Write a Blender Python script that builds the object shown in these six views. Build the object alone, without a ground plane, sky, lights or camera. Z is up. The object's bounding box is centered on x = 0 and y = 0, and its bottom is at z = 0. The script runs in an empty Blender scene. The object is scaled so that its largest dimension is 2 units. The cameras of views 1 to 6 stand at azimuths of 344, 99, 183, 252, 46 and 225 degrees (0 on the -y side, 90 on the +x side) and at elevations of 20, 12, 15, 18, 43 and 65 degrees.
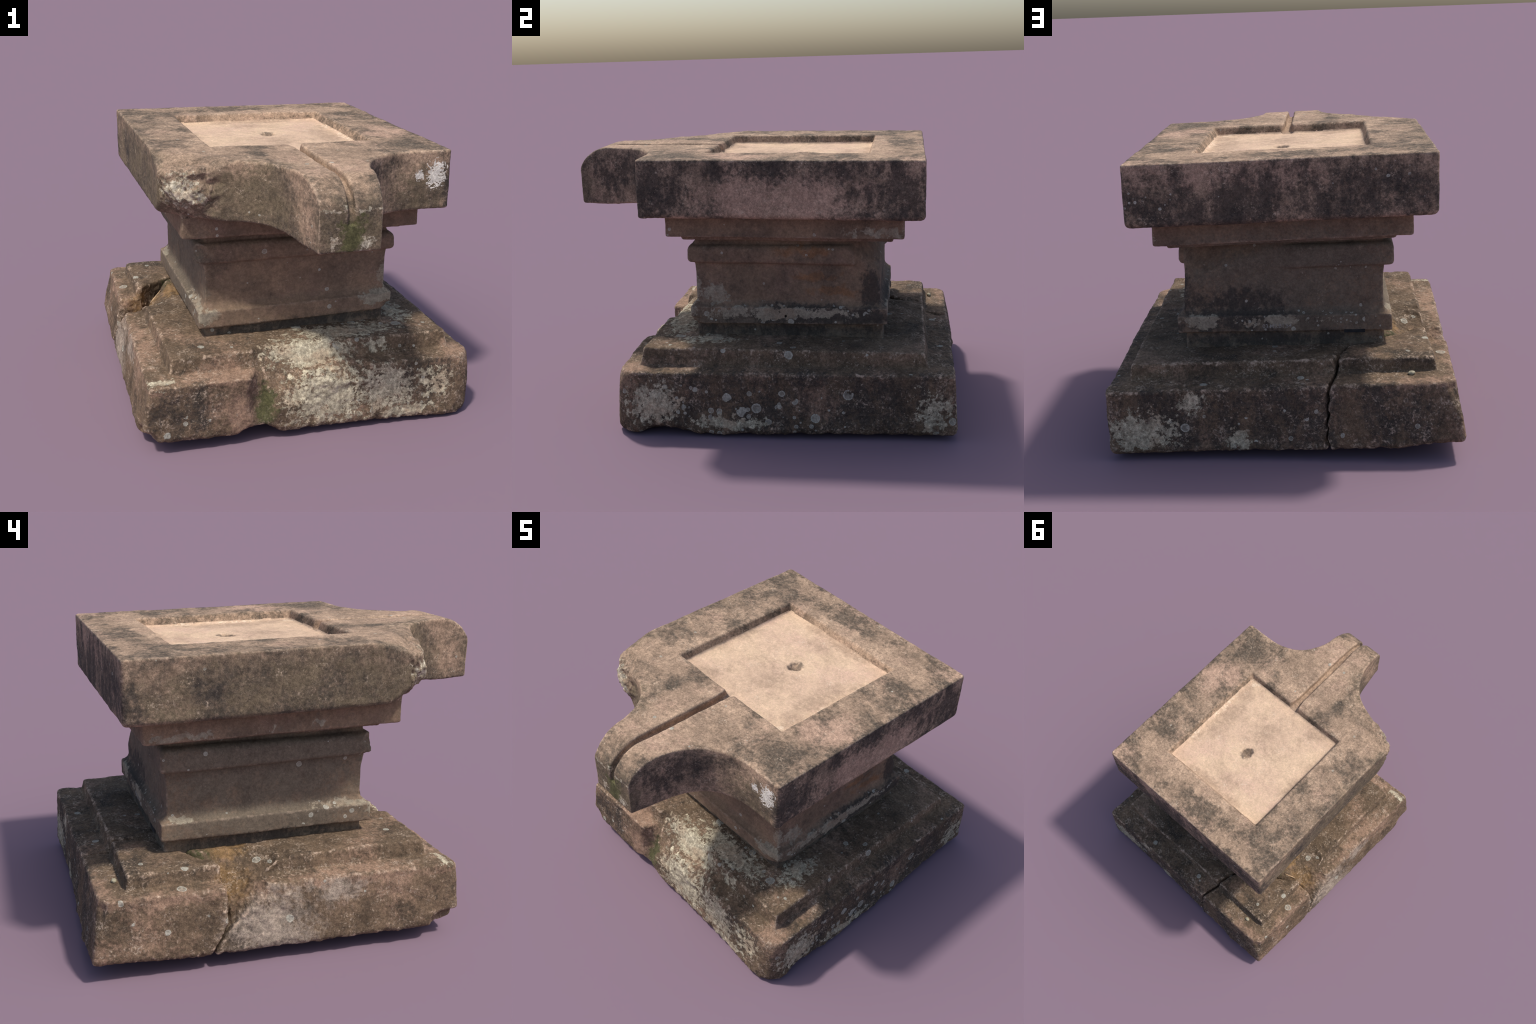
import bpy, math, random
import numpy as np
from mathutils import Vector

VOX = 0.0058          # meshing cell in metres
YC = 0.14             # all tiers are centred on y = 0.14

# ------------------------------------------------------------------ noise
_rng = np.random.RandomState(71)
_perm = np.concatenate([_rng.permutation(256)] * 3)
_grad = _rng.normal(size=(256, 3))
_grad /= np.linalg.norm(_grad, axis=1)[:, None]


def gnoise(p, scale, seed=0):
    """Gradient noise, about -0.7..0.7, p is (n,3), scale = features per metre."""
    q = p * scale + np.array([seed * 17.31, seed * 7.77, seed * 3.19])
    i = np.floor(q).astype(np.int64)
    f = q - i
    u = f * f * f * (f * (f * 6 - 15) + 10)
    i &= 255
    out = np.zeros(len(p))
    for dx in (0, 1):
        wx = u[:, 0] if dx else 1 - u[:, 0]
        for dy in (0, 1):
            wy = u[:, 1] if dy else 1 - u[:, 1]
            for dz in (0, 1):
                wz = u[:, 2] if dz else 1 - u[:, 2]
                h = _perm[_perm[_perm[(i[:, 0] + dx) & 255] + ((i[:, 1] + dy) & 255)] + ((i[:, 2] + dz) & 255)]
                g = _grad[h]
                out += wx * wy * wz * (g[:, 0] * (f[:, 0] - dx) + g[:, 1] * (f[:, 1] - dy) + g[:, 2] * (f[:, 2] - dz))
    return out


def fbm(p, scale, octaves=4, seed=0, gain=0.5):
    a, s, out = 1.0, scale, 0.0
    for k in range(octaves):
        out = out + a * gnoise(p, s, seed + k * 5)
        a *= gain
        s *= 2.03
    return out


# ------------------------------------------------------------------ solid modelling
def smax(a, b, k):
    h = np.maximum(k - np.abs(a - b), 0.0) / k
    return np.maximum(a, b) + h * h * k * 0.25


def smin(a, b, k):
    return -smax(-a, -b, k)


def sstep(a, b, x):
    t = np.clip((x - a) / (b - a), 0, 1)
    return t * t * (3 - 2 * t)


def block(x, y, z, x0, x1, y0, y1, zb, zt, r, rz=None, taper=0.0):
    """Rounded block between four walls and two (tilted) beds; taper widens it downwards."""
    rz = rz or r
    t = taper * (zt - z)
    d = smax(smax(x0 - t - x, x - x1 - t, r), smax(y0 - t - y, y - y1 - t, r), r)
    return smax(d, smax(zb - z, z - zt, rz), rz)


def line_side(x, y, p, q):
    """Signed distance to the vertical plane through p and q, positive to the right of p->q."""
    dx, dy = q[0] - p[0], q[1] - p[1]
    n = math.hypot(dx, dy)
    return ((x - p[0]) * dy - (y - p[1]) * dx) / n


def blob(x, y, z, c, r):
    """0..1 mask, 1 at the centre c, 0 outside the ellipsoid r."""
    q = ((x - c[0]) / r[0]) ** 2 + ((y - c[1]) / r[1]) ** 2 + ((z - c[2]) / r[2]) ** 2
    return np.clip(1.0 - q, 0, 1)


# tier levels: height at the middle plus tilt along x and y
def level(c, a, b, x, y):
    return c + a * x + b * (y - YC)


def slab_top(x, y):
    return level(1.317, -0.0195, -0.013, x, y)


BASIN = (-0.384, 0.377, -0.242, 0.531)


def slab_solid(x, y, z):
    zt = slab_top(x, y)
    zb = level(1.040, -0.024, -0.014, x, y) - 0.026 * sstep(-0.58, -0.85, y)
    # plan: square with a tapering spout, joined by large hollow curves
    sq = smax(smax(-0.675 - x, x - 0.675, 0.02), smax(-0.541 - y, y - 0.811, 0.02), 0.022)
    w = 0.138 + 0.15 * np.maximum(y + 0.985, 0)
    sp = np.maximum(np.abs(x - 0.001) - w, y - 0.3)
    plan = smin(sq, sp, 0.30 + 0.08 * np.clip(zt - z, 0, 0.3) * (x > 0))
    # spout nose: quarter-ellipse roll-over, then an upright end
    y0, ry, rz = -0.822, 0.196, 0.185
    zc = zt - rz
    roll = (np.hypot(np.maximum(y0 - y, 0) / ry, np.maximum(z - zc, 0) / rz) - 1.0) * rz
    top = np.where(y < y0, np.where(z > zc, roll, -0.1), z - zt)
    top = np.maximum(top, z - zt)
    d = smax(plan, -0.998 - y - 0.02 * (z - 1.1), 0.006)
    d = smax(d, top, 0.011)
    d = smax(d, zb - z, np.where(y < -0.5, 0.014, 0.030))
    # sunken square basin, its run-off groove and the small socket
    bx0, bx1, by0, by1 = BASIN
    s = 0.42 * (z - zt + 0.045)
    pit = smax(smax(bx0 - s - x, x - bx1 - s, 0.008), smax(by0 - s - y, y - by1 - s, 0.008), 0.012)
    pit = smax(pit, (zt - 0.045) - z, 0.012)
    d = smax(d, -pit, 0.010)
    depth = 0.044 - 0.014 * sstep(-0.55, -0.97, y)
    gw = 0.0190 + 0.010 * sstep(-0.34, -0.24, y) + 0.10 * np.maximum(0.0, top + 0.02) - 0.005 * sstep(-0.6, -0.98, y)
    groove = smax(smax(np.abs(x - 0.004) - gw, -(top + depth), 0.01), y + 0.2, 0.01)
    d = smax(d, -groove, 0.012)
    ang = np.arctan2(y - 0.191, x - 0.012)
    hole = np.sqrt((x - 0.012) ** 2 + (y - 0.191) ** 2 + (1.15 * (z - zt + 0.040)) ** 2) - 0.035 - 0.004 * np.sin(3 * ang + 1) - 0.002 * np.sin(7 * ang)
    d = smax(d, -hole, 0.010)
    # broken corner: missing lower wedge, chipped upper edge, blunted arris
    cut = (-0.55 * (x + 0.66) - 0.62 * (y + 0.40) - 0.75 * (z - 1.110)) / 1.12
    gate = -0.36 - x
    cut = smin(cut, gate, 0.03)
    d = smax(d, cut, 0.02)
    cut = (-0.50 * (x + 0.665) - 0.60 * (y + 0.463)) / 0.78
    d = smax(d, smin(cut, gate, 0.02), 0.03)
    cut = (-0.25 * (x + 0.66) - 0.28 * (y + 0.31) + 0.93 * (z - 1.325))
    d = smax(d, smin(cut, gate, 0.02), 0.015)
    cut = np.sqrt((x + 0.49) ** 2 + (y + 0.60) ** 2 + (1.1 * (z - 1.40)) ** 2) - 0.125
    d = smax(d, -cut, 0.015)
    cut = np.sqrt((x + 0.70) ** 2 + (y + 0.585) ** 2 + (z - 1.235) ** 2) - 0.118
    d = smax(d, -cut, 0.012)
    # a shell-like flake still clings beside the break
    flake = np.sqrt(((x + 0.415) / 0.07) ** 2 + ((y + 0.500) / 0.04) ** 2 + ((z - 1.285) / 0.038) ** 2) - 1.0
    d = smin(d, flake * 0.045, 0.014)
    return d


def cornice_solid(x, y, z):
    zb = level(0.934, -0.026, -0.0117, x, y)
    d = block(x, y, z, -0.577, 0.575, -0.436, 0.714, zb, 1.10, 0.010)
    zb2 = level(0.910, -0.026, -0.0117, x, y)
    f = block(x, y, z, -0.518, 0.533, -0.381, 0.672, zb2, zb + 0.02, 0.008, taper=-0.35)
    return smin(d, f, 0.006)


def cap_solid(x, y, z):
    return smin(slab_solid(x, y, z), cornice_solid(x, y, z), 0.008)


def shaft_solid(x, y, z):
    # dado with slightly hollow faces that flare into the tiers
    fl = 0.006 * np.clip((z - 0.70) / 0.08, 0, 1) ** 2 + 0.030 * np.clip((0.595 - z) / 0.04, 0, 1) ** 2
    fl = fl - 0.006 * sstep(0.866, 0.892, z)
    d = block(x, y, z, -0.450 - fl, 0.470 + fl, -0.317 - fl, 0.598 + fl, 0.50, 0.94, 0.012)
    # collar
    zt = level(0.888, -0.022, 0.0, x, y) - 0.25 * np.maximum(0, np.maximum(np.abs(x) - 0.45, np.abs(y - 0.14) - 0.45))
    zb = level(0.780, -0.013, -0.012, x, y)
    c = block(x, y, z, -0.498, 0.503, -0.352, 0.629, zb, zt, 0.016, 0.026)
    c = smax(c, -line_side(x, y, (-0.06, 0.63), (0.50, 0.475)), 0.012)       # lost at one corner
    c = smax(c, (-(x + 0.494) - (y + 0.349)) * 0.7071 + 0.022 + 0.012 * np.sin(z * 60), 0.012)
    d = smin(d, c, 0.006)
    cut = 0.25 * (x - 0.475) + 0.968 * (y - 0.505) + 0.60 * (np.minimum(z, 0.90) - 0.85)
    d = smax(d, cut, 0.02)
    cut = 0.6 * (x - 0.472) + 0.8 * (y - 0.485) + 0.46 * (np.minimum(z, 0.88) - 0.85)
    d = smax(d, cut, 0.02)
    # foot moulding and recessed plinth
    zt = level(0.557, 0.0, 0.0, x, y)
    t = block(x, y, z, -0.488, 0.500, -0.353, 0.631, level(0.473, 0, 0.006, x, y), zt, 0.010)
    t = smax(t, ((x - 0.496) + -(y + 0.343)) * 0.7071 + 0.018, 0.04)
    d = smin(d, t, 0.006)
    p = block(x, y, z, -0.450, 0.466, -0.320, 0.612, 0.38, 0.52, 0.015)
    d = smin(d, p, 0.006)
    # small drilled socket on one side
    hole = np.sqrt((x - 0.49) ** 2 + (y - 0.135) ** 2 + (z - 0.515) ** 2) - 0.010
    return smax(d, -hole, 0.004)


FRACTURE = ((-0.185, 0.97), (-0.275, 0.655), (-0.655, 0.398))


def fragment_zone(x, y, z):
    """Negative inside the broken-off corner piece."""
    a = -line_side(x, y, FRACTURE[1], FRACTURE[0])
    b = line_side(x, y, FRACTURE[2], FRACTURE[1])
    c = 0.408 + 0.55 * np.maximum(0.0, 0.2 - z) - y
    w = 0.004 * np.sin(z * 17 + 1.6) + 0.003 * np.sin(z * 43 + y * 26) + 0.003 * np.sin(z * 95 + x * 60)
    return np.maximum(np.maximum(-a + w, b), c + 0.5 * w)


def base_solid(x, y, z, lift=0.0):
    z = z - lift
    zl = level(0.340, -0.019, 0.002, x, y)
    out = np.maximum(np.maximum(np.abs(x) - 0.68, np.abs(y - 0.14) - 0.68), 0)
    zl = zl - 0.07 * out
    zb = 0.034 - 0.036 * x + 0.010 * sstep(-0.1, 0.3, y) * sstep(-0.3, 0.5, x) + 0.018 * sstep(0.6, 0.95, y) * sstep(-0.4, -0.7, x)
    t = 0.33 - z
    back = 0.945 + t * (0.05 + 0.13 * sstep(0.3, -0.6, x))
    right = 0.800 + t * 0.035 + 0.008 * sstep(0.1, -0.5, y) - (0.014 + 0.06 * t) * sstep(0.1, 0.9, y)
    left = -line_side(x, y, (-0.784, -0.645), (-0.740, 0.945)) - t * 0.165 - 0.004
    d = smax(smax(left, x - right, 0.03), smax(-0.650 - t * (0.03 + 0.07 * sstep(0.2, 0.7, x)) - y, y - back, 0.03), 0.022)
    d = smax(d, z - zl, 0.014)
    d = smax(d, zb - z, 0.035 + 0.012 * sstep(0.3, 0.8, x))
    zs = level(0.410, -0.012, -0.008, x, y)
    s = block(x, y, z, -0.658, 0.704 - 0.012 * (y + 0.5), -0.537, 0.811, 0.2, zs, 0.011, taper=0.22)
    return smin(d, s, 0.006)


def main_base_solid(x, y, z):
    d = base_solid(x, y, z)
    # the wedge lost between body and fragment: a ragged slope falling towards it
    f = np.clip((-0.49 - x) / 0.27, 0, 1)
    slope = (z - (0.418 - 0.98 * np.maximum(y - 0.175 + 0.25 * np.maximum(x + 0.72, 0), 0) * f - 0.02 * f)) * 0.7
    gate = smax(0.10 - y, x + 0.40, 0.02)
    d = smax(d, -smax(-slope, gate, 0.02), 0.006)
    d = smax(d, 0.003 + 0.012 * np.clip((z - 0.16) / 0.25, 0, 1) - fragment_zone(x, y, z), 0.024)
    # ledge worn away along the front, with a hollow below it
    wear = sstep(-0.36, -0.24, x) * (1 - sstep(0.12, 0.42, x))
    cut = (0.56 * (z - 0.385) - 0.83 * (y + 0.520)) - 0.13 * (1 - wear)
    d = smax(d, cut, 0.02)
    h = np.sqrt(((x + 0.265) / 0.06) ** 2 + ((y + 0.675) / 0.07) ** 2 + ((z - 0.23) / 0.13) ** 2) - 1
    d = smax(d, -h * 0.06, 0.03)
    lip = np.sqrt(((x - 0.06) / 0.17) ** 2 + ((y + 0.60) / 0.055) ** 2 + ((z - 0.245) / 0.085) ** 2) - 1
    d = smin(d, lip * 0.05, 0.03)
    # blunted near corner and a notch under it
    cut = (0.62 * (x - 0.78) - 0.62 * (y + 0.637) + 0.45 * (z - 0.33)) + 0.012
    d = smax(d, cut, 0.03)
    cut = ((x - 0.80) - (y + 0.66)) * 0.7071 + 0.012
    d = smax(d, cut, 0.05)
    h = np.sqrt(((x - 0.84) / 0.09) ** 2 + ((y + 0.43) / 0.10) ** 2 + ((z - 0.0) / 0.045) ** 2) - 1
    d = smax(d, -h * 0.04, 0.03)
    h = np.sqrt(((x + 0.28) / 0.09) ** 2 + ((y + 0.66) / 0.10) ** 2 + ((z - 0.04) / 0.045) ** 2) - 1
    d = smax(d, -h * 0.04, 0.02)
    h = np.sqrt(((x + 0.82) / 0.06) ** 2 + ((y + 0.62) / 0.10) ** 2 + ((z - 0.09) / 0.04) ** 2) - 1
    return smax(d, -h * 0.04, 0.02)


def fragment_solid(x, y, z):
    d = base_solid(x, y, z, 0.002)
    d = smax(d, fragment_zone(x, y, z) + 0.002, 0.022)
    # scalloped chip on the outer corner
    h = np.sqrt((x + 0.785) ** 2 + (y - 1.005) ** 2 + (0.55 * (z - 0.40)) ** 2) - 0.108
    d = smax(d, -h, 0.012)
    return d


# ------------------------------------------------------------------ meshing (naive surface nets)
def mesh_solid(fn, lo, hi, h=VOX):
    lo, hi = np.array(lo, float), np.array(hi, float)
    n = np.ceil((hi - lo) / h).astype(int) + 1
    ax = [lo[k] + h * np.arange(n[k]) for k in range(3)]
    d = np.empty(tuple(n), np.float32)
    yy, zz = np.meshgrid(ax[1], ax[2], indexing='ij')
    step = 16
    for i in range(0, n[0], step):
        xs = ax[0][i:i + step][:, None, None]
        sh = (len(ax[0][i:i + step]),) + yy.shape
        d[i:i + step] = fn(np.broadcast_to(xs, sh), np.broadcast_to(yy, sh), np.broadcast_to(zz, sh))
    neg = d < 0
    c = np.zeros(tuple(n - 1), np.int8)
    corners = [(a, b, e) for a in (0, 1) for b in (0, 1) for e in (0, 1)]

    def sub(arr, o):
        return arr[o[0]:n[0] - 1 + o[0], o[1]:n[1] - 1 + o[1], o[2]:n[2] - 1 + o[2]]
    for o in corners:
        c += sub(neg, o)
    act = (c > 0) & (c < 8)
    idx = np.full(act.shape, -1, np.int64)
    ijk = np.argwhere(act)
    idx[act] = np.arange(len(ijk))
    val = {o: d[ijk[:, 0] + o[0], ijk[:, 1] + o[1], ijk[:, 2] + o[2]] for o in corners}
    acc = np.zeros((len(ijk), 3))
    cnt = np.zeros(len(ijk))
    for o in corners:
        for k in range(3):
            if o[k] == 0:
                e = list(o); e[k] = 1; e = tuple(e)
                m = (val[o] < 0) != (val[e] < 0)
                t = np.where(m, val[o] / np.where(m, val[o] - val[e], 1), 0)
                pos = np.repeat(np.array(o, float)[None], len(ijk), 0)
                pos[:, k] += t
                acc += pos * m[:, None]
                cnt += m
    v = lo + (ijk + acc / cnt[:, None]) * h
    faces = []
    for k in range(3):
        a, b = (k + 1) % 3, (k + 2) % 3
        s0 = [slice(1, -1)] * 3; s0[k] = slice(0, n[k] - 1)
        s1 = list(s0); s1[k] = slice(1, n[k])
        A, B = neg[tuple(s0)], neg[tuple(s1)]
        q = np.argwhere(A != B)
        if not len(q):
            continue
        flip = B[q[:, 0], q[:, 1], q[:, 2]]
        base = q.copy(); base[:, a] += 1; base[:, b] += 1
        quad = []
        for oa, ob in ((0, 0), (1, 0), (1, 1), (0, 1)):
            p = base.copy(); p[:, a] -= 1 - oa; p[:, b] -= 1 - ob
            quad.append(idx[p[:, 0], p[:, 1], p[:, 2]])
        quad = np.stack(quad, 1)
        quad[flip] = quad[flip][:, ::-1]
        faces.append(quad)
    f = np.concatenate(faces)

    def ev(p):
        return fn(p[:, 0], p[:, 1], p[:, 2])
    for _ in range(2):                       # pull the vertices onto the exact surface
        g = np.stack([(ev(v + e) - ev(v - e)) / 0.004 for e in np.eye(3) * 0.002], 1)
        v = v - np.clip(ev(v) / np.maximum((g * g).sum(1), 0.2), -0.4 * h, 0.4 * h)[:, None] * g
    g /= np.maximum(np.linalg.norm(g, axis=1), 1e-6)[:, None]
    return v, f, g


# ------------------------------------------------------------------ materials
class Nodes:
    """Small helper that wires shader nodes from Python expressions."""

    def __init__(self, name):
        self.mat = bpy.data.materials.new(name)
        self.mat.use_nodes = True
        self.t = self.mat.node_tree
        self.t.nodes.clear()
        self.out = self.t.nodes.new('ShaderNodeOutputMaterial')
        self.bsdf = self.t.nodes.new('ShaderNodeBsdfPrincipled')
        self.t.links.new(self.bsdf.outputs[0], self.out.inputs[0])
        self.P = self.t.nodes.new('ShaderNodeTexCoord').outputs['Object']

    def put(self, sock, v):
        if isinstance(v, bpy.types.NodeSocket):
            self.t.links.new(v, sock)
        elif isinstance(v, (tuple, list)) and len(v) == 3 and sock.type == 'RGBA':
            sock.default_value = (*v, 1)
        else:
            sock.default_value = v

    def math(self, op, a, b=0.0, clamp=False):
        n = self.t.nodes.new('ShaderNodeMath')
        n.operation = op
        n.use_clamp = clamp
        self.put(n.inputs[0], a)
        self.put(n.inputs[1], b)
        return n.outputs[0]

    def vec(self, op, a, b):
        n = self.t.nodes.new('ShaderNodeVectorMath')
        n.operation = op
        self.put(n.inputs[0], a)
        self.put(n.inputs[1], b)
        return n.outputs['Value'] if op == 'LENGTH' else n.outputs[0]

    def noise(self, scale, detail=4, rough=0.55, dist=0.0, vec=None, out='Fac', w=0.0):
        n = self.t.nodes.new('ShaderNodeTexNoise')
        if w:
            vec = self.vec('ADD', vec or self.P, (w * 3.1, w * 1.7, w * 2.3))
        self.put(n.inputs['Vector'], vec or self.P)
        n.inputs['Scale'].default_value = scale
        n.inputs['Detail'].default_value = detail
        n.inputs['Roughness'].default_value = rough
        n.inputs['Distortion'].default_value = dist
        return n.outputs[out]

    def voronoi(self, scale, vec=None, feature='F1', rnd=1.0):
        n = self.t.nodes.new('ShaderNodeTexVoronoi')
        n.feature = feature
        self.put(n.inputs['Vector'], vec or self.P)
        n.inputs['Scale'].default_value = scale
        n.inputs['Randomness'].default_value = rnd
        return n

    def step(self, v, lo, hi):
        n = self.t.nodes.new('ShaderNodeMapRange')
        n.interpolation_type = 'SMOOTHSTEP'
        self.put(n.inputs[0], v)
        n.inputs[1].default_value = lo
        n.inputs[2].default_value = hi
        return n.outputs[0]

    def mix(self, f, a, b, mode='MIX'):
        n = self.t.nodes.new('ShaderNodeMix')
        n.data_type = 'RGBA'
        n.blend_type = mode
        self.put(n.inputs[0], f)
        self.put(n.inputs[6], a)
        self.put(n.inputs[7], b)
        return n.outputs[2]

    def blobs(self, items, vec=None):
        """Largest of (1 - distance / radius) over ellipsoids given as (centre, radii)."""
        best = -1.0
        for c, r in items:
            q = self.vec('SUBTRACT', vec or self.P, c)
            q = self.vec('MULTIPLY', q, tuple(1 / k for k in r))
            v = self.math('SUBTRACT', 1.0, self.vec('LENGTH', q, (0, 0, 0)))
            v = self.math('MAXIMUM', v, -1.0)
            best = v if best == -1.0 else self.math('MAXIMUM', best, v)
        return best

    def add(self, *v):
        r = v[0]
        for k in v[1:]:
            r = self.math('ADD', r, k)
        return r

    def mul(self, a, b):
        return self.math('MULTIPLY', a, b)


def stone(name, light, mid, pink, dark,
          dark_level=0.5, dark_at=(), dark_gain=0.35, dark_amount=0.9, clean_at=(), streak=0.0, dark_soft=0.10,
          pink_level=0.55, pink_at=(), speck=0.5, speck_col=(0.55, 0.45, 0.36),
          ring_level=0.0, ring_at=(), ring_scale=22.0, ring_gain=0.8, ring_col=(0.42, 0.40, 0.33),
          crust_at=(), crust_col=(0.55, 0.52, 0.40), crust_col2=(0.38, 0.36, 0.29), crust_noise=0.9,
          moss_at=(), moss_col=(0.10, 0.13, 0.05), grey_at=(), grey_col=(0.3, 0.3, 0.27),
          rust_at=(), rust_col=(0.26, 0.13, 0.06), white_at=(), white_col=(0.74, 0.69, 0.60),
          black_at=(), black_col=(0.050, 0.043, 0.037), black_level=0.52, black_gain=0.30, contrast=1.0, worn=0.0, worn_col=(0.50, 0.37, 0.27), bump=0.35, seed=0.0):
    n = Nodes(name)
    warp = n.vec('MULTIPLY', n.vec('SUBTRACT', n.noise(14, 3, out='Color', w=seed + 1), (0.5, 0.5, 0.5)), (0.09, 0.09, 0.09))
    W = n.vec('ADD', n.P, warp)
    big = n.noise(3.2, 5, 0.6, 0.3, w=seed + 2)
    med = n.noise(11, 6, 0.65, 0.2, w=seed + 3)
    fine = n.noise(60, 5, 0.7, w=seed + 4)
    grain = n.noise(260, 3, 0.6, w=seed + 5)
    # body colour
    col = n.mix(n.step(n.add(n.mul(big, 0.6), n.mul(med, 0.4)), 0.38, 0.62), mid, light)
    pf = n.add(n.mul(n.noise(4.5, 5, 0.6, w=seed + 6), 0.6), n.mul(fine, 0.4))
    if pink_at:
        pf = n.add(pf, n.mul(n.math('MAXIMUM', n.blobs(pink_at, W), 0.0), 0.26))
    col = n.mix(n.mul(n.step(pf, pink_level - 0.06, pink_level + 0.10), 0.8), col, pink)
    # iron-stained patches
    if rust_at:
        rf = n.add(n.blobs(rust_at, W), n.mul(n.math('SUBTRACT', med, 0.5), 1.6))
        col = n.mix(n.mul(n.step(rf, 0.1, 0.6), 0.75), col, rust_col)
    # thin grey tint over chosen areas
    if grey_at:
        gf = n.add(n.blobs(grey_at, W), n.mul(n.math('SUBTRACT', fine, 0.5), 1.2), n.mul(n.math('SUBTRACT', med, 0.5), 1.0))
        col = n.mix(n.mul(n.step(gf, -0.1, 0.5), 0.88), col, grey_col)
    # black growth: mottled, fringed at its border, running down the sides
    df = n.add(n.mul(n.noise(5.0, 7, 0.66, 0.4, w=seed + 7), 0.66), n.mul(n.noise(42, 6, 0.78, w=seed + 8), 0.34))
    if streak:
        S = n.vec('MULTIPLY', n.P, (1.0, 1.0, 0.12))
        df = n.add(df, n.mul(n.math('SUBTRACT', n.noise(16, 5, 0.65, vec=S, w=seed + 9), 0.5), streak))
    if dark_at:
        df = n.add(df, n.mul(n.math('MAXIMUM', n.blobs(dark_at, W), 0.0), dark_gain))
    if clean_at:
        df = n.math('SUBTRACT', df, n.mul(n.math('MAXIMUM', n.blobs(clean_at, W), 0.0), 0.35))
    dmask = n.step(df, dark_level - dark_soft * 0.5, dark_level + dark_soft)
    dcol = n.mix(n.step(fine, 0.45, 0.62), dark, tuple(0.55 * a + 0.45 * b for a, b in zip(dark, mid)))
    col = n.mix(n.mul(dmask, dark_amount), col, dcol)
    # near-black tone in streaks and blotches
    if black_at:
        S = n.vec('MULTIPLY', n.P, (1.0, 1.0, 0.40))
        kf = n.add(n.mul(n.noise(9.0, 6, 0.68, 0.3, vec=S, w=seed + 15), 0.55), n.mul(n.noise(48, 6, 0.75, w=seed + 16), 0.45))
        kf = n.add(kf, n.mul(n.math('MINIMUM', n.math('MAXIMUM', n.blobs(black_at, W), -0.4), 0.5), black_gain))
        col = n.mix(n.mul(n.step(kf, black_level - 0.04, black_level + 0.12), 0.82), col, black_col)
    # pale specks
    sf = n.add(n.mul(n.noise(90, 4, 0.75, w=seed + 10), 0.6), n.mul(n.noise(13, 4, 0.6, w=seed + 11), 0.4))
    smask = n.step(sf, 1.0 - speck + 0.02, 1.0 - speck + 0.12)
    col = n.mix(n.mul(smask, 0.7), col, speck_col)
    # rubbed arrises
    if worn:
        geo = n.t.nodes.new('ShaderNodeNewGeometry')
        wf = n.add(n.mul(n.math('SUBTRACT', geo.outputs['Pointiness'], 0.5), 9.0), n.mul(n.math('SUBTRACT', n.noise(18, 6, 0.75, w=seed + 20), 0.5), 2.0))
        col = n.mix(n.mul(n.step(wf, 0.20, 0.60), worn), col, worn_col)
    height = n.mul(grain, 0.25)
    height = n.add(height, n.mul(fine, 0.9))
    # round lichens, each its own size, with a paler rim
    if ring_level or ring_at:
        total = None
        for k, sc in enumerate((ring_scale, ring_scale * 1.9)):
            WV = n.vec('ADD', n.P, n.vec('MULTIPLY', warp, (0.12, 0.12, 0.12)))
            WV = n.vec('ADD', WV, (seed + k * 0.37, seed * 0.7, k * 0.21))
            v = n.voronoi(sc, WV, rnd=0.9)
            sep = n.t.nodes.new('ShaderNodeSeparateColor')
            n.put(sep.inputs[0], v.outputs['Color'])
            gate = n.blobs(ring_at, W) if ring_at else -1.0
            gate = n.math('MAXIMUM', gate, 0.0) if ring_at else 0.0
            lev = n.add(ring_level, n.mul(gate, ring_gain))
            on = n.math('LESS_THAN', sep.outputs[0], lev)
            rad = n.add(n.mul(sep.outputs[1], 0.26), 0.14)
            rel = n.math('DIVIDE', v.outputs['Distance'], rad)
            rel = n.add(rel, n.mul(n.math('SUBTRACT', fine, 0.5), 0.35))
            disc = n.mul(n.math('SUBTRACT', 1.0, n.step(rel, 0.9, 1.0)), on)
            rim = n.mul(n.step(rel, 0.55, 0.85), disc)
            body = n.mul(disc, n.add(0.35, n.mul(sep.outputs[2], 0.5)))
            m = n.math('MAXIMUM', body, n.mul(rim, 0.9))
            total = m if total is None else n.math('MAXIMUM', total, m)
        col = n.mix(total, col, ring_col)
        height = n.add(height, n.mul(total, 0.25))
    # crusts: large ragged lichen sheets
    if crust_at:
        cf = n.add(n.blobs(crust_at, W),
                   n.mul(n.math('SUBTRACT', n.noise(32, 7, 0.74, w=seed + 12), 0.5), crust_noise * 2.4),
                   n.mul(n.math('SUBTRACT', fine, 0.5), 0.7))
        cm = n.step(cf, 0.27, 0.43)
        cc = n.mix(n.step(n.noise(42, 5, 0.75, w=seed + 13), 0.38, 0.62), crust_col2, crust_col)
        cc = n.mix(n.mul(n.step(n.noise(9, 4, 0.6, w=seed + 17), 0.5, 0.62), 0.6), cc, tuple(a * b for a, b in zip(crust_col, (0.78, 0.66, 0.62))))
        col = n.mix(n.mul(cm, 0.95), col, cc)
        height = n.add(height, n.mul(cm, 0.5))
    if moss_at:
        mf = n.add(n.blobs(moss_at, W), n.mul(n.math('SUBTRACT', fine, 0.5), 1.6), n.mul(n.math('SUBTRACT', med, 0.5), 1.0))
        col = n.mix(n.mul(n.step(mf, 0.05, 0.45), 0.85), col, moss_col)
    if white_at:
        wv = n.blobs(white_at)
        wf = n.add(wv, n.mul(n.math('SUBTRACT', n.noise(55, 3, 0.6, 1.2, w=seed + 14), 0.5), 2.4))
        wm = n.mul(n.step(wf, 0.28, 0.36), n.step(wv, 0.0, 0.05))
        col = n.mix(wm, col, white_col)
        height = n.add(height, n.mul(wm, 0.5))
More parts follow.
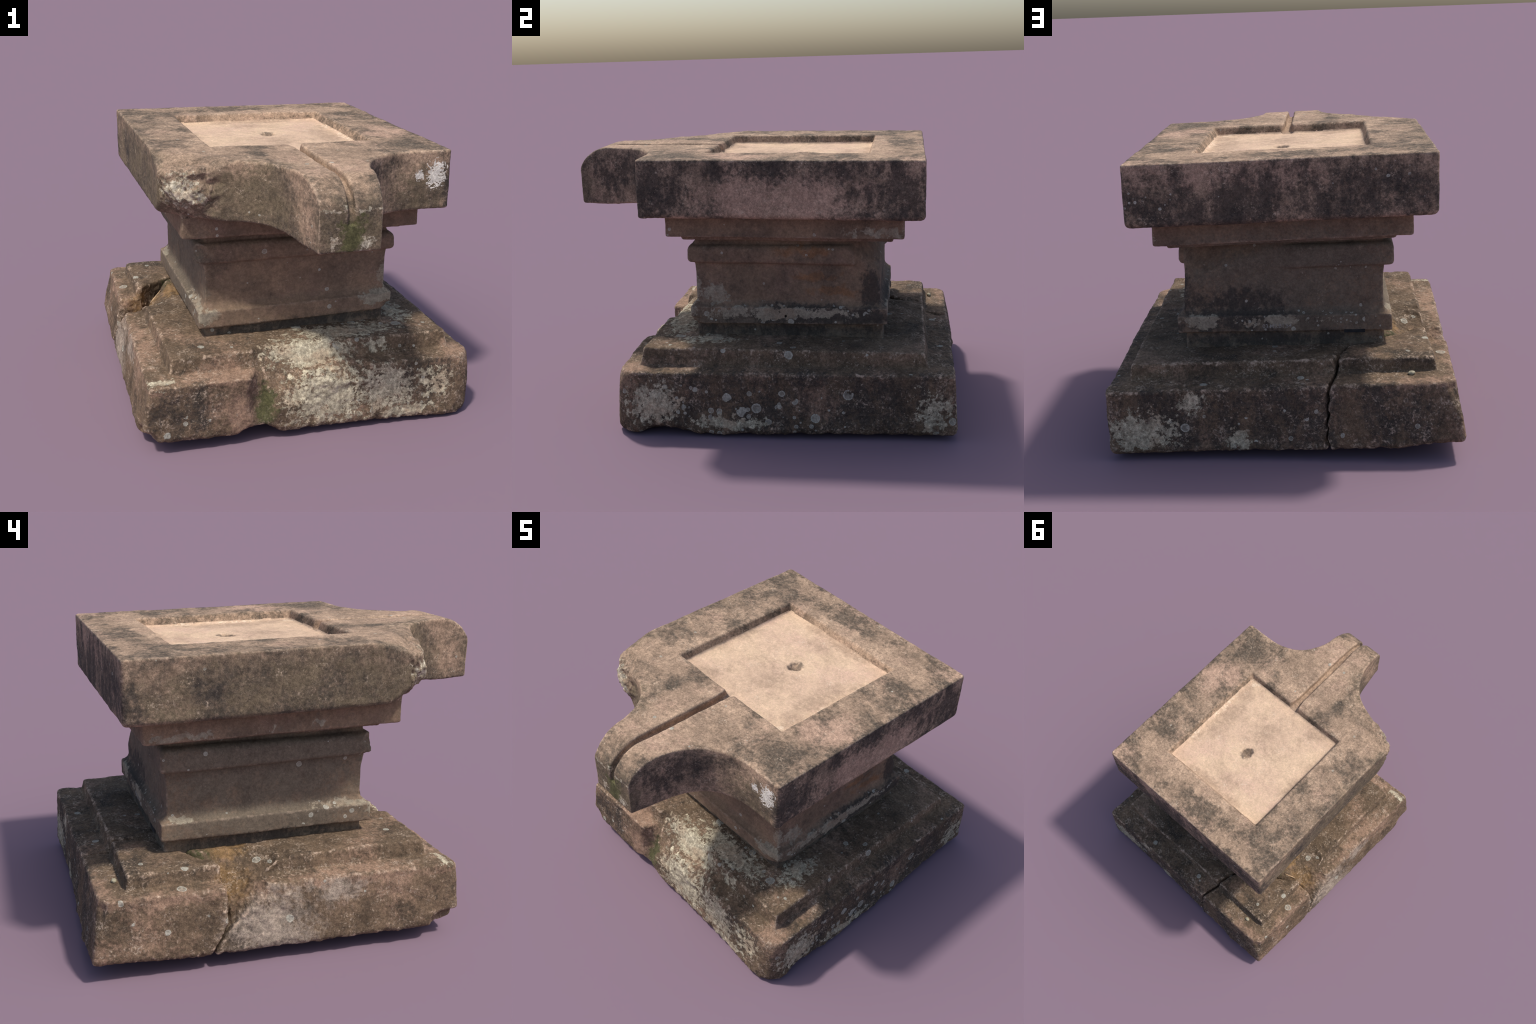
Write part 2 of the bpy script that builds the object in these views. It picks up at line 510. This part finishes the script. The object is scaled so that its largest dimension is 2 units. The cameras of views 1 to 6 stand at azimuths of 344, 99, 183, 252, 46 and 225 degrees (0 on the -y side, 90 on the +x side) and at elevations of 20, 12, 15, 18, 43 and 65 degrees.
    # mineral grain
    mott = n.step(n.add(n.mul(n.noise(85, 5, 0.75, w=seed + 18), 0.6), n.mul(grain, 0.4)), 0.36, 0.66)
    patch = n.step(n.noise(27, 5, 0.7, w=seed + 19), 0.32, 0.68)
    g = n.mul(n.add(1.0 - 0.36 * contrast, n.mul(mott, 0.72 * contrast)), n.add(1.0 - 0.20 * contrast, n.mul(patch, 0.40 * contrast)))
    gc = n.t.nodes.new('ShaderNodeCombineColor')
    for k in range(3):
        n.put(gc.inputs[k], g)
    col = n.mix(1.0, col, gc.outputs[0], 'MULTIPLY')
    n.put(n.bsdf.inputs['Base Color'], col)
    n.bsdf.inputs['Roughness'].default_value = 0.92
    n.bsdf.inputs['Specular IOR Level'].default_value = 0.2
    b = n.t.nodes.new('ShaderNodeBump')
    b.inputs['Strength'].default_value = bump
    b.inputs['Distance'].default_value = 0.006
    n.put(b.inputs['Height'], height)
    n.put(n.bsdf.inputs['Normal'], b.outputs[0])
    return n.mat


def plain(name, col, col2=None, scale=60, rough=0.9):
    n = Nodes(name)
    n.put(n.bsdf.inputs['Base Color'], n.mix(n.step(n.noise(scale, 4), 0.35, 0.65), col, col2 or tuple(c * 0.7 for c in col)))
    n.bsdf.inputs['Roughness'].default_value = rough
    n.bsdf.inputs['Specular IOR Level'].default_value = 0.2
    return n.mat


# ------------------------------------------------------------------ surfaces
slab_stone = stone('weathered_slab_stone', (0.46, 0.320, 0.218), (0.280, 0.196, 0.135), (0.47, 0.310, 0.222), (0.078, 0.064, 0.049),
                   dark_level=0.490, dark_soft=0.11, dark_amount=0.88, streak=0.12, speck=0.455, speck_col=(0.52, 0.41, 0.30), seed=0.0,
                   dark_at=[((-0.69, 0.50, 1.20), (0.06, 0.14, 0.09)), ((0.55, -0.33, 1.32), (0.22, 0.25, 0.08)),
                            ((0.55, 0.40, 1.32), (0.15, 0.25, 0.08)), ((-0.55, 0.55, 1.32), (0.15, 0.25, 0.08)), ((-0.1, 0.68, 1.32), (0.3, 0.12, 0.08))],
                   dark_gain=0.10,
                   clean_at=[((0.0, -0.55, 1.33), (0.22, 0.40, 0.10)), ((0.69, 0.15, 1.11), (0.06, 0.40, 0.13)), ((0.3, 0.6, 1.33), (0.3, 0.15, 0.06)),
                             ((-0.45, -0.35, 1.33), (0.25, 0.1, 0.05))],
                   pink_at=[((0.69, 0.2, 1.14), (0.08, 0.55, 0.16)), ((0.3, 0.84, 1.24), (0.6, 0.08, 0.09)), ((0.5, -0.1, 1.32), (0.15, 0.2, 0.06))],
                   grey_at=[((-0.36, -0.66, 1.14), (0.38, 0.22, 0.24)), ((-0.74, 0.0, 1.14), (0.20, 1.10, 0.24)), ((0.0, -1.02, 1.12), (0.26, 0.12, 0.18)), ((0.55, -0.57, 1.12), (0.25, 0.06, 0.16))],
                   grey_col=(0.130, 0.104, 0.066),
                   black_at=[((0.05, 0.85, 1.09), (0.95, 0.12, 0.24)), ((-0.35, 0.85, 1.2), (0.35, 0.10, 0.15)), ((0.69, -0.47, 1.14), (0.06, 0.26, 0.22)), ((0.70, 0.1, 1.27), (0.06, 0.75, 0.10)),
                            ((0.70, 0.68, 1.15), (0.06, 0.25, 0.22)), ((0.26, -0.78, 1.20), (0.16, 0.18, 0.14)), ((-0.70, 0.47, 1.19), (0.05, 0.13, 0.08)),
                            ((-0.70, 0.80, 1.12), (0.05, 0.10, 0.16))],
                   crust_at=[((-0.60, -0.50, 1.20), (0.10, 0.10, 0.10)), ((-0.52, -0.53, 1.165), (0.05, 0.05, 0.03)),
                             ((0.07, -1.0, 1.07), (0.05, 0.04, 0.04)), ((-0.08, -1.0, 1.07), (0.03, 0.04, 0.04)), ((0.0, -1.0, 1.212), (0.25, 0.03, 0.014))],  # last entry paints the highlight along the spout's crease
                   crust_col=(0.58, 0.52, 0.40), crust_col2=(0.22, 0.18, 0.12), crust_noise=1.6,
                   moss_at=[((0.005, -1.01, 1.13), (0.085, 0.03, 0.16))], moss_col=(0.085, 0.085, 0.035), black_gain=0.22,
                   ring_at=[((0.55, 0.83, 1.12), (0.2, 0.05, 0.1)), ((-0.5, 0.83, 1.26), (0.2, 0.04, 0.06))], ring_level=0.008, ring_scale=26,
                   white_at=[((0.600, -0.55, 1.203), (0.068, 0.05, 0.085)), ((0.517, -0.55, 1.203), (0.028, 0.05, 0.036))], worn=0.5, bump=0.45)
basin_stone = stone('pale_basin_stone', (0.68, 0.490, 0.330), (0.60, 0.420, 0.295), (0.64, 0.43, 0.32), (0.37, 0.260, 0.180),
                    dark_level=0.555, dark_soft=0.16, dark_amount=0.8, speck=0.46, speck_col=(0.72, 0.58, 0.43), seed=3.0, bump=0.4, contrast=0.4,
                    dark_at=[((0.02, 0.00, 1.27), (0.26, 0.19, 0.12)), ((0.0, 0.42, 1.27), (0.18, 0.10, 0.12)), ((0.30, 0.05, 1.27), (0.12, 0.40, 0.12)),
                             ((-0.2, -0.2, 1.27), (0.2, 0.08, 0.1)), ((-0.38, 0.14, 1.27), (0.05, 0.4, 0.1)), ((0.0, 0.52, 1.27), (0.4, 0.05, 0.1))], dark_gain=0.18,
                    crust_at=[((0.375, 0.12, 1.275), (0.025, 0.30, 0.03)), ((0.33, -0.22, 1.275), (0.06, 0.04, 0.03))], crust_noise=1.5,
                    crust_col=(0.78, 0.62, 0.46), crust_col2=(0.62, 0.46, 0.32),
                    grey_at=[((0.012, 0.191, 1.248), (0.055, 0.055, 0.045))], grey_col=(0.14, 0.105, 0.08))
shaft_stone = stone('smooth_shaft_stone', (0.265, 0.178, 0.115), (0.175, 0.121, 0.082), (0.235, 0.152, 0.108), (0.075, 0.061, 0.048),
                    dark_level=0.555, dark_soft=0.16, speck=0.42, speck_col=(0.42, 0.34, 0.26), seed=5.0, bump=0.25, contrast=0.6, worn=0.55, worn_col=(0.36, 0.27, 0.195), ring_gain=1.0, ring_level=0.02, ring_scale=24,
                    grey_at=[((-0.50, 0.14, 0.72), (0.10, 0.8, 0.4)), ((0.0, 0.66, 0.72), (0.7, 0.12, 0.4)), ((0.5, 0.2, 0.50), (0.06, 0.7, 0.09)), ((0.0, 0.14, 0.43), (0.8, 0.8, 0.07))],
                    grey_col=(0.150, 0.122, 0.090),
                    ring_at=[((-0.1, 0.66, 0.54), (0.5, 0.06, 0.10)), ((0.52, 0.1, 0.53), (0.06, 0.5, 0.06)), ((-0.5, -0.2, 0.55), (0.06, 0.3, 0.07)),
                             ((-0.3, 0.64, 0.75), (0.15, 0.05, 0.06))],
                    rust_at=[((0.47, 0.38, 0.635), (0.05, 0.20, 0.035)), ((0.47, 0.27, 0.71), (0.05, 0.16, 0.03)), ((0.49, 0.25, 0.84), (0.05, 0.2, 0.04))],
                    black_at=[((0.47, 0.56, 0.66), (0.05, 0.07, 0.12)), ((0.2, 0.63, 0.60), (0.35, 0.05, 0.10)), ((0.5, 0.3, 0.52), (0.05, 0.5, 0.06)),
                             ((0.0, 0.14, 0.435), (0.75, 0.75, 0.06)), ((0.3, 0.65, 0.52), (0.25, 0.05, 0.05))],
                    crust_at=[((0.47, -0.33, 0.64), (0.06, 0.07, 0.10)), ((0.44, -0.35, 0.545), (0.16, 0.06, 0.055)), ((0.48, -0.22, 0.62), (0.04, 0.10, 0.08)),
                              ((-0.45, -0.36, 0.53), (0.10, 0.05, 0.06)), ((-0.48, -0.22, 0.565), (0.05, 0.25, 0.025)), ((-0.48, 0.55, 0.565), (0.05, 0.12, 0.02)),
                              ((0.58, 0.58, 0.945), (0.04, 0.22, 0.035)), ((-0.58, -0.05, 0.985), (0.03, 0.04, 0.025)), ((-0.58, 0.15, 0.970), (0.03, 0.03, 0.025)),
                              ((-0.57, 0.55, 0.965), (0.04, 0.2, 0.03)), ((0.38, 0.64, 0.53), (0.12, 0.05, 0.05)),
                              ((0.51, 0.1, 0.53), (0.03, 0.55, 0.05)), ((0.1, 0.65, 0.53), (0.5, 0.03, 0.05)), ((0.1, 0.65, 0.84), (0.25, 0.04, 0.06)), ((-0.35, 0.65, 0.85), (0.12, 0.03, 0.04))],
                    crust_col=(0.36, 0.31, 0.225), crust_col2=(0.25, 0.21, 0.155), crust_noise=0.8)
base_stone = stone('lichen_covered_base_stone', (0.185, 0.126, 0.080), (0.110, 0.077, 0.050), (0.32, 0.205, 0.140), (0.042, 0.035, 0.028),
                   dark_level=0.545, dark_soft=0.12, speck=0.485, speck_col=(0.46, 0.36, 0.27), seed=8.0, bump=0.6, worn=0.85, black_gain=0.16, black_level=0.53,
                   rust_at=[((-0.66, 0.36, 0.34), (0.16, 0.10, 0.12)), ((-0.5, 0.33, 0.41), (0.16, 0.12, 0.05))], rust_col=(0.25, 0.150, 0.065), ring_level=0.03, ring_scale=14, ring_gain=0.42,
                   ring_at=[((0.83, 0.0, 0.13), (0.08, 0.9, 0.18)), ((0.3, 0.99, 0.15), (0.7, 0.06, 0.2)), ((0.45, -0.69, 0.2), (0.4, 0.06, 0.2)), ((-0.6, -0.69, 0.15), (0.2, 0.05, 0.12)), ((0.3, -0.4, 0.42), (0.4, 0.2, 0.05)), ((-0.82, 0.8, 0.1), (0.05, 0.15, 0.07))],
                   black_at=[((-0.64, -0.68, 0.20), (0.24, 0.10, 0.18)), ((0.81, 0.2, 0.18), (0.10, 1.0, 0.30)), ((0.1, 0.98, 0.2), (0.9, 0.12, 0.30)),  # right and back sides blackened further, their shading baked into the stone colour
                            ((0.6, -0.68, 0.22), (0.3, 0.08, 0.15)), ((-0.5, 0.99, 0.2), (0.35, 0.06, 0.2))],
                   pink_at=[((-0.36, -0.67, 0.13), (0.10, 0.08, 0.18)), ((-0.74, -0.2, 0.325), (0.08, 0.8, 0.04)), ((0.74, -0.5, 0.33), (0.10, 0.25, 0.05)),
                            ((-0.5, -0.60, 0.35), (0.3, 0.08, 0.04)), ((0.05, -0.67, 0.15), (0.10, 0.05, 0.15)), ((0.80, 0.3, 0.17), (0.04, 0.15, 0.10)), ((-0.6, 0.90, 0.33), (0.3, 0.1, 0.04)),
                            ((-0.75, 0.7, 0.33), (0.08, 0.3, 0.04))],
                   grey_at=[((-0.83, 0.24, 0.20), (0.10, 0.26, 0.24)), ((-0.82, -0.05, 0.30), (0.06, 0.22, 0.10))], grey_col=(0.37, 0.30, 0.235),
                   crust_at=[((0.06, -0.64, 0.20), (0.30, 0.14, 0.22)), ((0.0, -0.52, 0.37), (0.30, 0.16, 0.10)), ((0.36, -0.67, 0.20), (0.20, 0.08, 0.18)), ((0.6, -0.68, 0.2), (0.14, 0.05, 0.12)),
                             ((0.22, -0.43, 0.42), (0.36, 0.12, 0.05)), ((0.45, -0.67, 0.07), (0.22, 0.06, 0.05)), ((0.36, -0.53, 0.37), (0.08, 0.05, 0.05)),
                             ((0.81, -0.47, 0.16), (0.05, 0.18, 0.15)), ((0.81, 0.85, 0.13), (0.06, 0.14, 0.15)), ((0.81, -0.1, 0.07), (0.05, 0.25, 0.05)),
                             ((0.63, 0.97, 0.13), (0.22, 0.07, 0.13)), ((0.40, 0.97, 0.27), (0.12, 0.05, 0.09)), ((0.20, 0.97, 0.10), (0.06, 0.05, 0.08)),
                             ((0.55, -0.25, 0.42), (0.10, 0.22, 0.04)), ((-0.72, -0.6, 0.345), (0.09, 0.05, 0.02))],
                   crust_col=(0.57, 0.505, 0.365), crust_col2=(0.30, 0.255, 0.18), crust_noise=1.25,
                   moss_at=[((-0.235, -0.65, 0.20), (0.075, 0.08, 0.14)), ((-0.42, 0.46, 0.37), (0.12, 0.10, 0.06))], moss_col=(0.065, 0.070, 0.028))
pebble_stone = plain('pebble_stone', (0.45, 0.40, 0.28))
dry_wood = plain('dry_twig', (0.50, 0.34, 0.20))
chalk = plain('pale_lettering', (0.36, 0.33, 0.29))


# ------------------------------------------------------------------ objects
def make_object(name, me, parent, mat):
    ob = bpy.data.objects.new(name, me)
    bpy.context.scene.collection.objects.link(ob)
    ob.parent = parent
    if mat:
        me.materials.clear()
        me.materials.append(mat)
    return ob


def mesh_from(name, v, f, normals):
    used = np.unique(f)
    remap = np.zeros(len(v), np.int64)
    remap[used] = np.arange(len(used))
    vv, ff = v[used], remap[f]
    me = bpy.data.meshes.new(name)
    me.vertices.add(len(vv))
    me.vertices.foreach_set('co', vv.astype(np.float32).ravel())
    me.loops.add(ff.size)
    me.loops.foreach_set('vertex_index', ff.astype(np.int32).ravel())
    me.polygons.add(len(ff))
    me.polygons.foreach_set('loop_start', np.arange(0, ff.size, 4, dtype=np.int32))
    me.polygons.foreach_set('use_smooth', np.ones(len(ff), bool))
    me.update(calc_edges=True)
    me.validate()
    me.normals_split_custom_set_from_vertices(normals[used].tolist())
    return me


def vertex_normals(v, f):
    a = np.cross(v[f[:, 2]] - v[f[:, 0]], v[f[:, 3]] - v[f[:, 1]])
    n = np.zeros_like(v)
    for k in range(4):
        np.add.at(n, f[:, k], a)
    return n / np.maximum(np.linalg.norm(n, axis=1), 1e-9)[:, None]


def weather(v, g, low, mid, fine, rough_at=(), seed=0):
    """Shift the surface along its normal: slow undulation, pitting, and torn stone where it broke."""
    d = low * fbm(v, 4.0, 2, seed) + mid * fbm(v, 18.0, 3, seed + 3) + fine * fbm(v, 70.0, 2, seed + 9)
    for c, r, amp in rough_at:
        m = np.sqrt(blob(v[:, 0], v[:, 1], v[:, 2], c, r))
        k = m > 0
        if k.any():
            d[k] += amp * m[k] * (fbm(v[k], 13.0, 4, seed + 21, 0.6) - 0.6 * np.abs(fbm(v[k], 26.0, 2, seed + 31)))
    return v + g * d[:, None]


thing = bpy.data.objects.new('stone_pedestal', None)
bpy.context.scene.collection.objects.link(thing)
thing.empty_display_size = 0.2
thing['label'] = 'weathered square sandstone altar pedestal with spouted basin slab on top'
thing['category'] = 'stone pedestal'


def carve(fn, lo, hi, weathering, parts):
    """Mesh a solid, weather it and split its faces into the named parts."""
    v, f, g = mesh_solid(fn, lo, hi)
    v = weather(v, g, **weathering)
    v[:, 2] = np.maximum(v[:, 2], 0.0)
    nrm = vertex_normals(v, f)
    c = v[f].mean(1)
    left = np.ones(len(f), bool)
    objs = {}
    for name, test, mat, parent in parts:
        m = left & test(c[:, 0], c[:, 1], c[:, 2])
        left &= ~m
        objs[name] = make_object(name, mesh_from(name, v, f[m], nrm), objs.get(parent, thing), mat)
    return objs


everything = lambda x, y, z: np.ones(len(x), bool)


def in_basin(x, y, z):
    a, b, c, d = BASIN
    return (x > a - 0.004) & (x < b + 0.004) & (y > c - 0.004) & (y < d + 0.004) & (z < slab_top(x, y) - 0.036) & (z > 1.2)


cap = carve(cap_solid, (-0.72, -1.03, 0.86), (0.72, 0.86, 1.40),
            dict(low=0.004, mid=0.0022, fine=0.0014, seed=1,
                 rough_at=[((-0.60, -0.52, 1.20), (0.20, 0.13, 0.17), 0.030)]),
            [('top_slab', lambda x, y, z: ~in_basin(x, y, z) & ~((z < level(1.032, -0.024, -0.014, x, y)) & (np.abs(x) < 0.59) & (y > -0.45) & (y < 0.73))
              & ~((y < -0.60) & (np.abs(x) < 0.33)), slab_stone, None),
             ('cornice', lambda x, y, z: z < 1.10 - 0.4 * (y < -0.5), shaft_stone, None),
             ('spout', lambda x, y, z: y < -0.5, slab_stone, 'top_slab'),
             ('basin', everything, basin_stone, 'top_slab')])

shaft = carve(shaft_solid, (-0.56, -0.42, 0.36), (0.56, 0.70, 0.965),
              dict(low=0.005, mid=0.0025, fine=0.0010, seed=4,
                   rough_at=[((-0.50, -0.34, 0.83), (0.07, 0.07, 0.07), 0.012)]),
              [('shaft', lambda x, y, z: (z > 0.565) & (z < 0.775), shaft_stone, None),
               ('collar', lambda x, y, z: z > 0.7, shaft_stone, 'shaft'),
               ('plinth', lambda x, y, z: z < 0.470, shaft_stone, 'shaft'),
               ('foot_moulding', everything, shaft_stone, 'shaft')])

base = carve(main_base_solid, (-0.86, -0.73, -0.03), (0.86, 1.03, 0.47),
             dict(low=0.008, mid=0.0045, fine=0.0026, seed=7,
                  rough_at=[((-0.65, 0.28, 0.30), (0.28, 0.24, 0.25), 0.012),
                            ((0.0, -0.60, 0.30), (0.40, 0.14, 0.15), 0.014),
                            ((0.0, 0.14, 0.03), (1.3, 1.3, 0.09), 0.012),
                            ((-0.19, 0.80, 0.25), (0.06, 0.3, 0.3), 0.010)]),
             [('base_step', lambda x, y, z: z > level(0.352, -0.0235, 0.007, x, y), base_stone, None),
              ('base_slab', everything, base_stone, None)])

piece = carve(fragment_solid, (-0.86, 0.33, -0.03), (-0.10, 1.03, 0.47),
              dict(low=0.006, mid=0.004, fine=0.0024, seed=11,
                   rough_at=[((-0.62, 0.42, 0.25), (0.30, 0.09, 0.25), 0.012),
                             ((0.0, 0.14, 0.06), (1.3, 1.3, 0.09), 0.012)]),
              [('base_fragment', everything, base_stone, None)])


# ------------------------------------------------------------------ loose bits and lettering
def pebble(name, c, r, squash, seed):
    import bmesh
    bm = bmesh.new()
    bmesh.ops.create_icosphere(bm, subdivisions=3, radius=1.0)
    v = np.array([p.co[:] for p in bm.verts])
    k = 1.0 + 0.35 * gnoise(v, 1.3, seed) + 0.12 * gnoise(v, 4.0, seed + 2)
    v = v * k[:, None] * r * np.array(squash)
    for p, q in zip(bm.verts, v):
        p.co = q
    me = bpy.data.meshes.new(name)
    bm.to_mesh(me)
    bm.free()
    ob = make_object(name, me, thing, pebble_stone)
    ob.location = c
    return ob


def ground_at(x, y):
    """Height of the broken base under a point."""
    z = np.linspace(0.47, 0.10, 400)
    d = np.minimum(main_base_solid(x + 0 * z, y + 0 * z, z), fragment_solid(x + 0 * z, y + 0 * z, z))
    return float(z[np.argmax(d < 0)])


pebble('pebble', (-0.556, 0.853, ground_at(-0.556, 0.853) + 0.005), 0.013, (1.2, 0.9, 0.8), 2)


def tube(name, pts, radii, mat, sides=8):
    """A tapering round rod along a few points."""
    ring = []
    v, f = [], []
    for i, (p, r) in enumerate(zip(pts, radii)):
        a = Vector(pts[min(i + 1, len(pts) - 1)]) - Vector(pts[max(i - 1, 0)])
        q = a.to_track_quat('Z', 'Y')
        for k in range(sides):
            t = 2 * math.pi * k / sides
            v.append(Vector(p) + q @ Vector((math.cos(t) * r, math.sin(t) * r, 0)))
    for i in range(len(pts) - 1):
        for k in range(sides):
            l = (k + 1) % sides
            f.append((i * sides + k, i * sides + l, (i + 1) * sides + l, (i + 1) * sides + k))
    f.append(tuple(range(sides))[::-1])
    f.append(tuple((len(pts) - 1) * sides + k for k in range(sides)))
    me = bpy.data.meshes.new(name)
    me.from_pydata([tuple(p) for p in v], [], f)
    me.polygons.foreach_set('use_smooth', [True] * len(me.polygons))
    return make_object(name, me, thing, mat)


tube('twig', [(x, y, ground_at(x, y) + h) for x, y, h in
              ((-0.592, 0.392, 0.004), (-0.572, 0.402, 0.007), (-0.552, 0.415, 0.004), (-0.530, 0.428, 0.004))],
     [0.004, 0.0055, 0.005, 0.003], dry_wood)


def slip(name, c, size, mat):
    """A small rectangular slip with softened edges."""
    import bmesh
    bm = bmesh.new()
    bmesh.ops.create_cube(bm, size=1.0)
    bmesh.ops.scale(bm, vec=size, verts=bm.verts)
    bmesh.ops.bevel(bm, geom=bm.edges[:], offset=0.0006, segments=2, affect='EDGES')
    me = bpy.data.meshes.new(name)
    bm.to_mesh(me)
    bm.free()
    ob = make_object(name, me, shaft['shaft'], mat)
    ob.location = c
    return ob


slip('label_slip', (-0.315, 0.632, 0.477), (0.095, 0.004, 0.015), plain('dark_label', (0.03, 0.03, 0.032)))


def lettering(text, x_mid, z, y, size):
    cu = bpy.data.curves.new('lettering', 'FONT')
    cu.body = text
    cu.size = size
    cu.extrude = 0.0015
    cu.offset = 0.0002
    cu.align_x = 'CENTER'
    tmp = bpy.data.objects.new('lettering_source', cu)
    bpy.context.scene.collection.objects.link(tmp)
    bpy.context.view_layer.update()
    me = bpy.data.meshes.new_from_object(tmp.evaluated_get(bpy.context.evaluated_depsgraph_get()))
    bpy.data.objects.remove(tmp)
    # lay it on the foot moulding's rear face, reading from behind
    n = len(me.vertices)
    co = np.empty(n * 3)
    me.vertices.foreach_get('co', co)
    co = co.reshape(-1, 3)
    fm = shaft['foot_moulding'].data
    w = np.empty(len(fm.vertices) * 3)
    fm.vertices.foreach_get('co', w)
    w = w.reshape(-1, 3)
    w = w[(w[:, 1] > y - 0.03) & (np.abs(w[:, 2] - z) < 0.03) & (np.abs(w[:, 0] - x_mid) < 0.15)]
    out = np.empty_like(co)
    out[:, 0] = x_mid - co[:, 0]
    out[:, 2] = z + co[:, 1] + 0.02 * co[:, 0]
    for i in range(n):
        k = np.argmin((w[:, 0] - out[i, 0]) ** 2 + (w[:, 2] - out[i, 2]) ** 2)
        out[i, 1] = w[k, 1] + (0.0012 if co[i, 2] > 0 else -0.003)
    me.vertices.foreach_set('co', out.ravel())
    me.update()
    ob = make_object('lettering', me, shaft['shaft'], chalk)
    return ob


lettering('03.M3.B1.54', 0.040, 0.497, 0.635, 0.027)
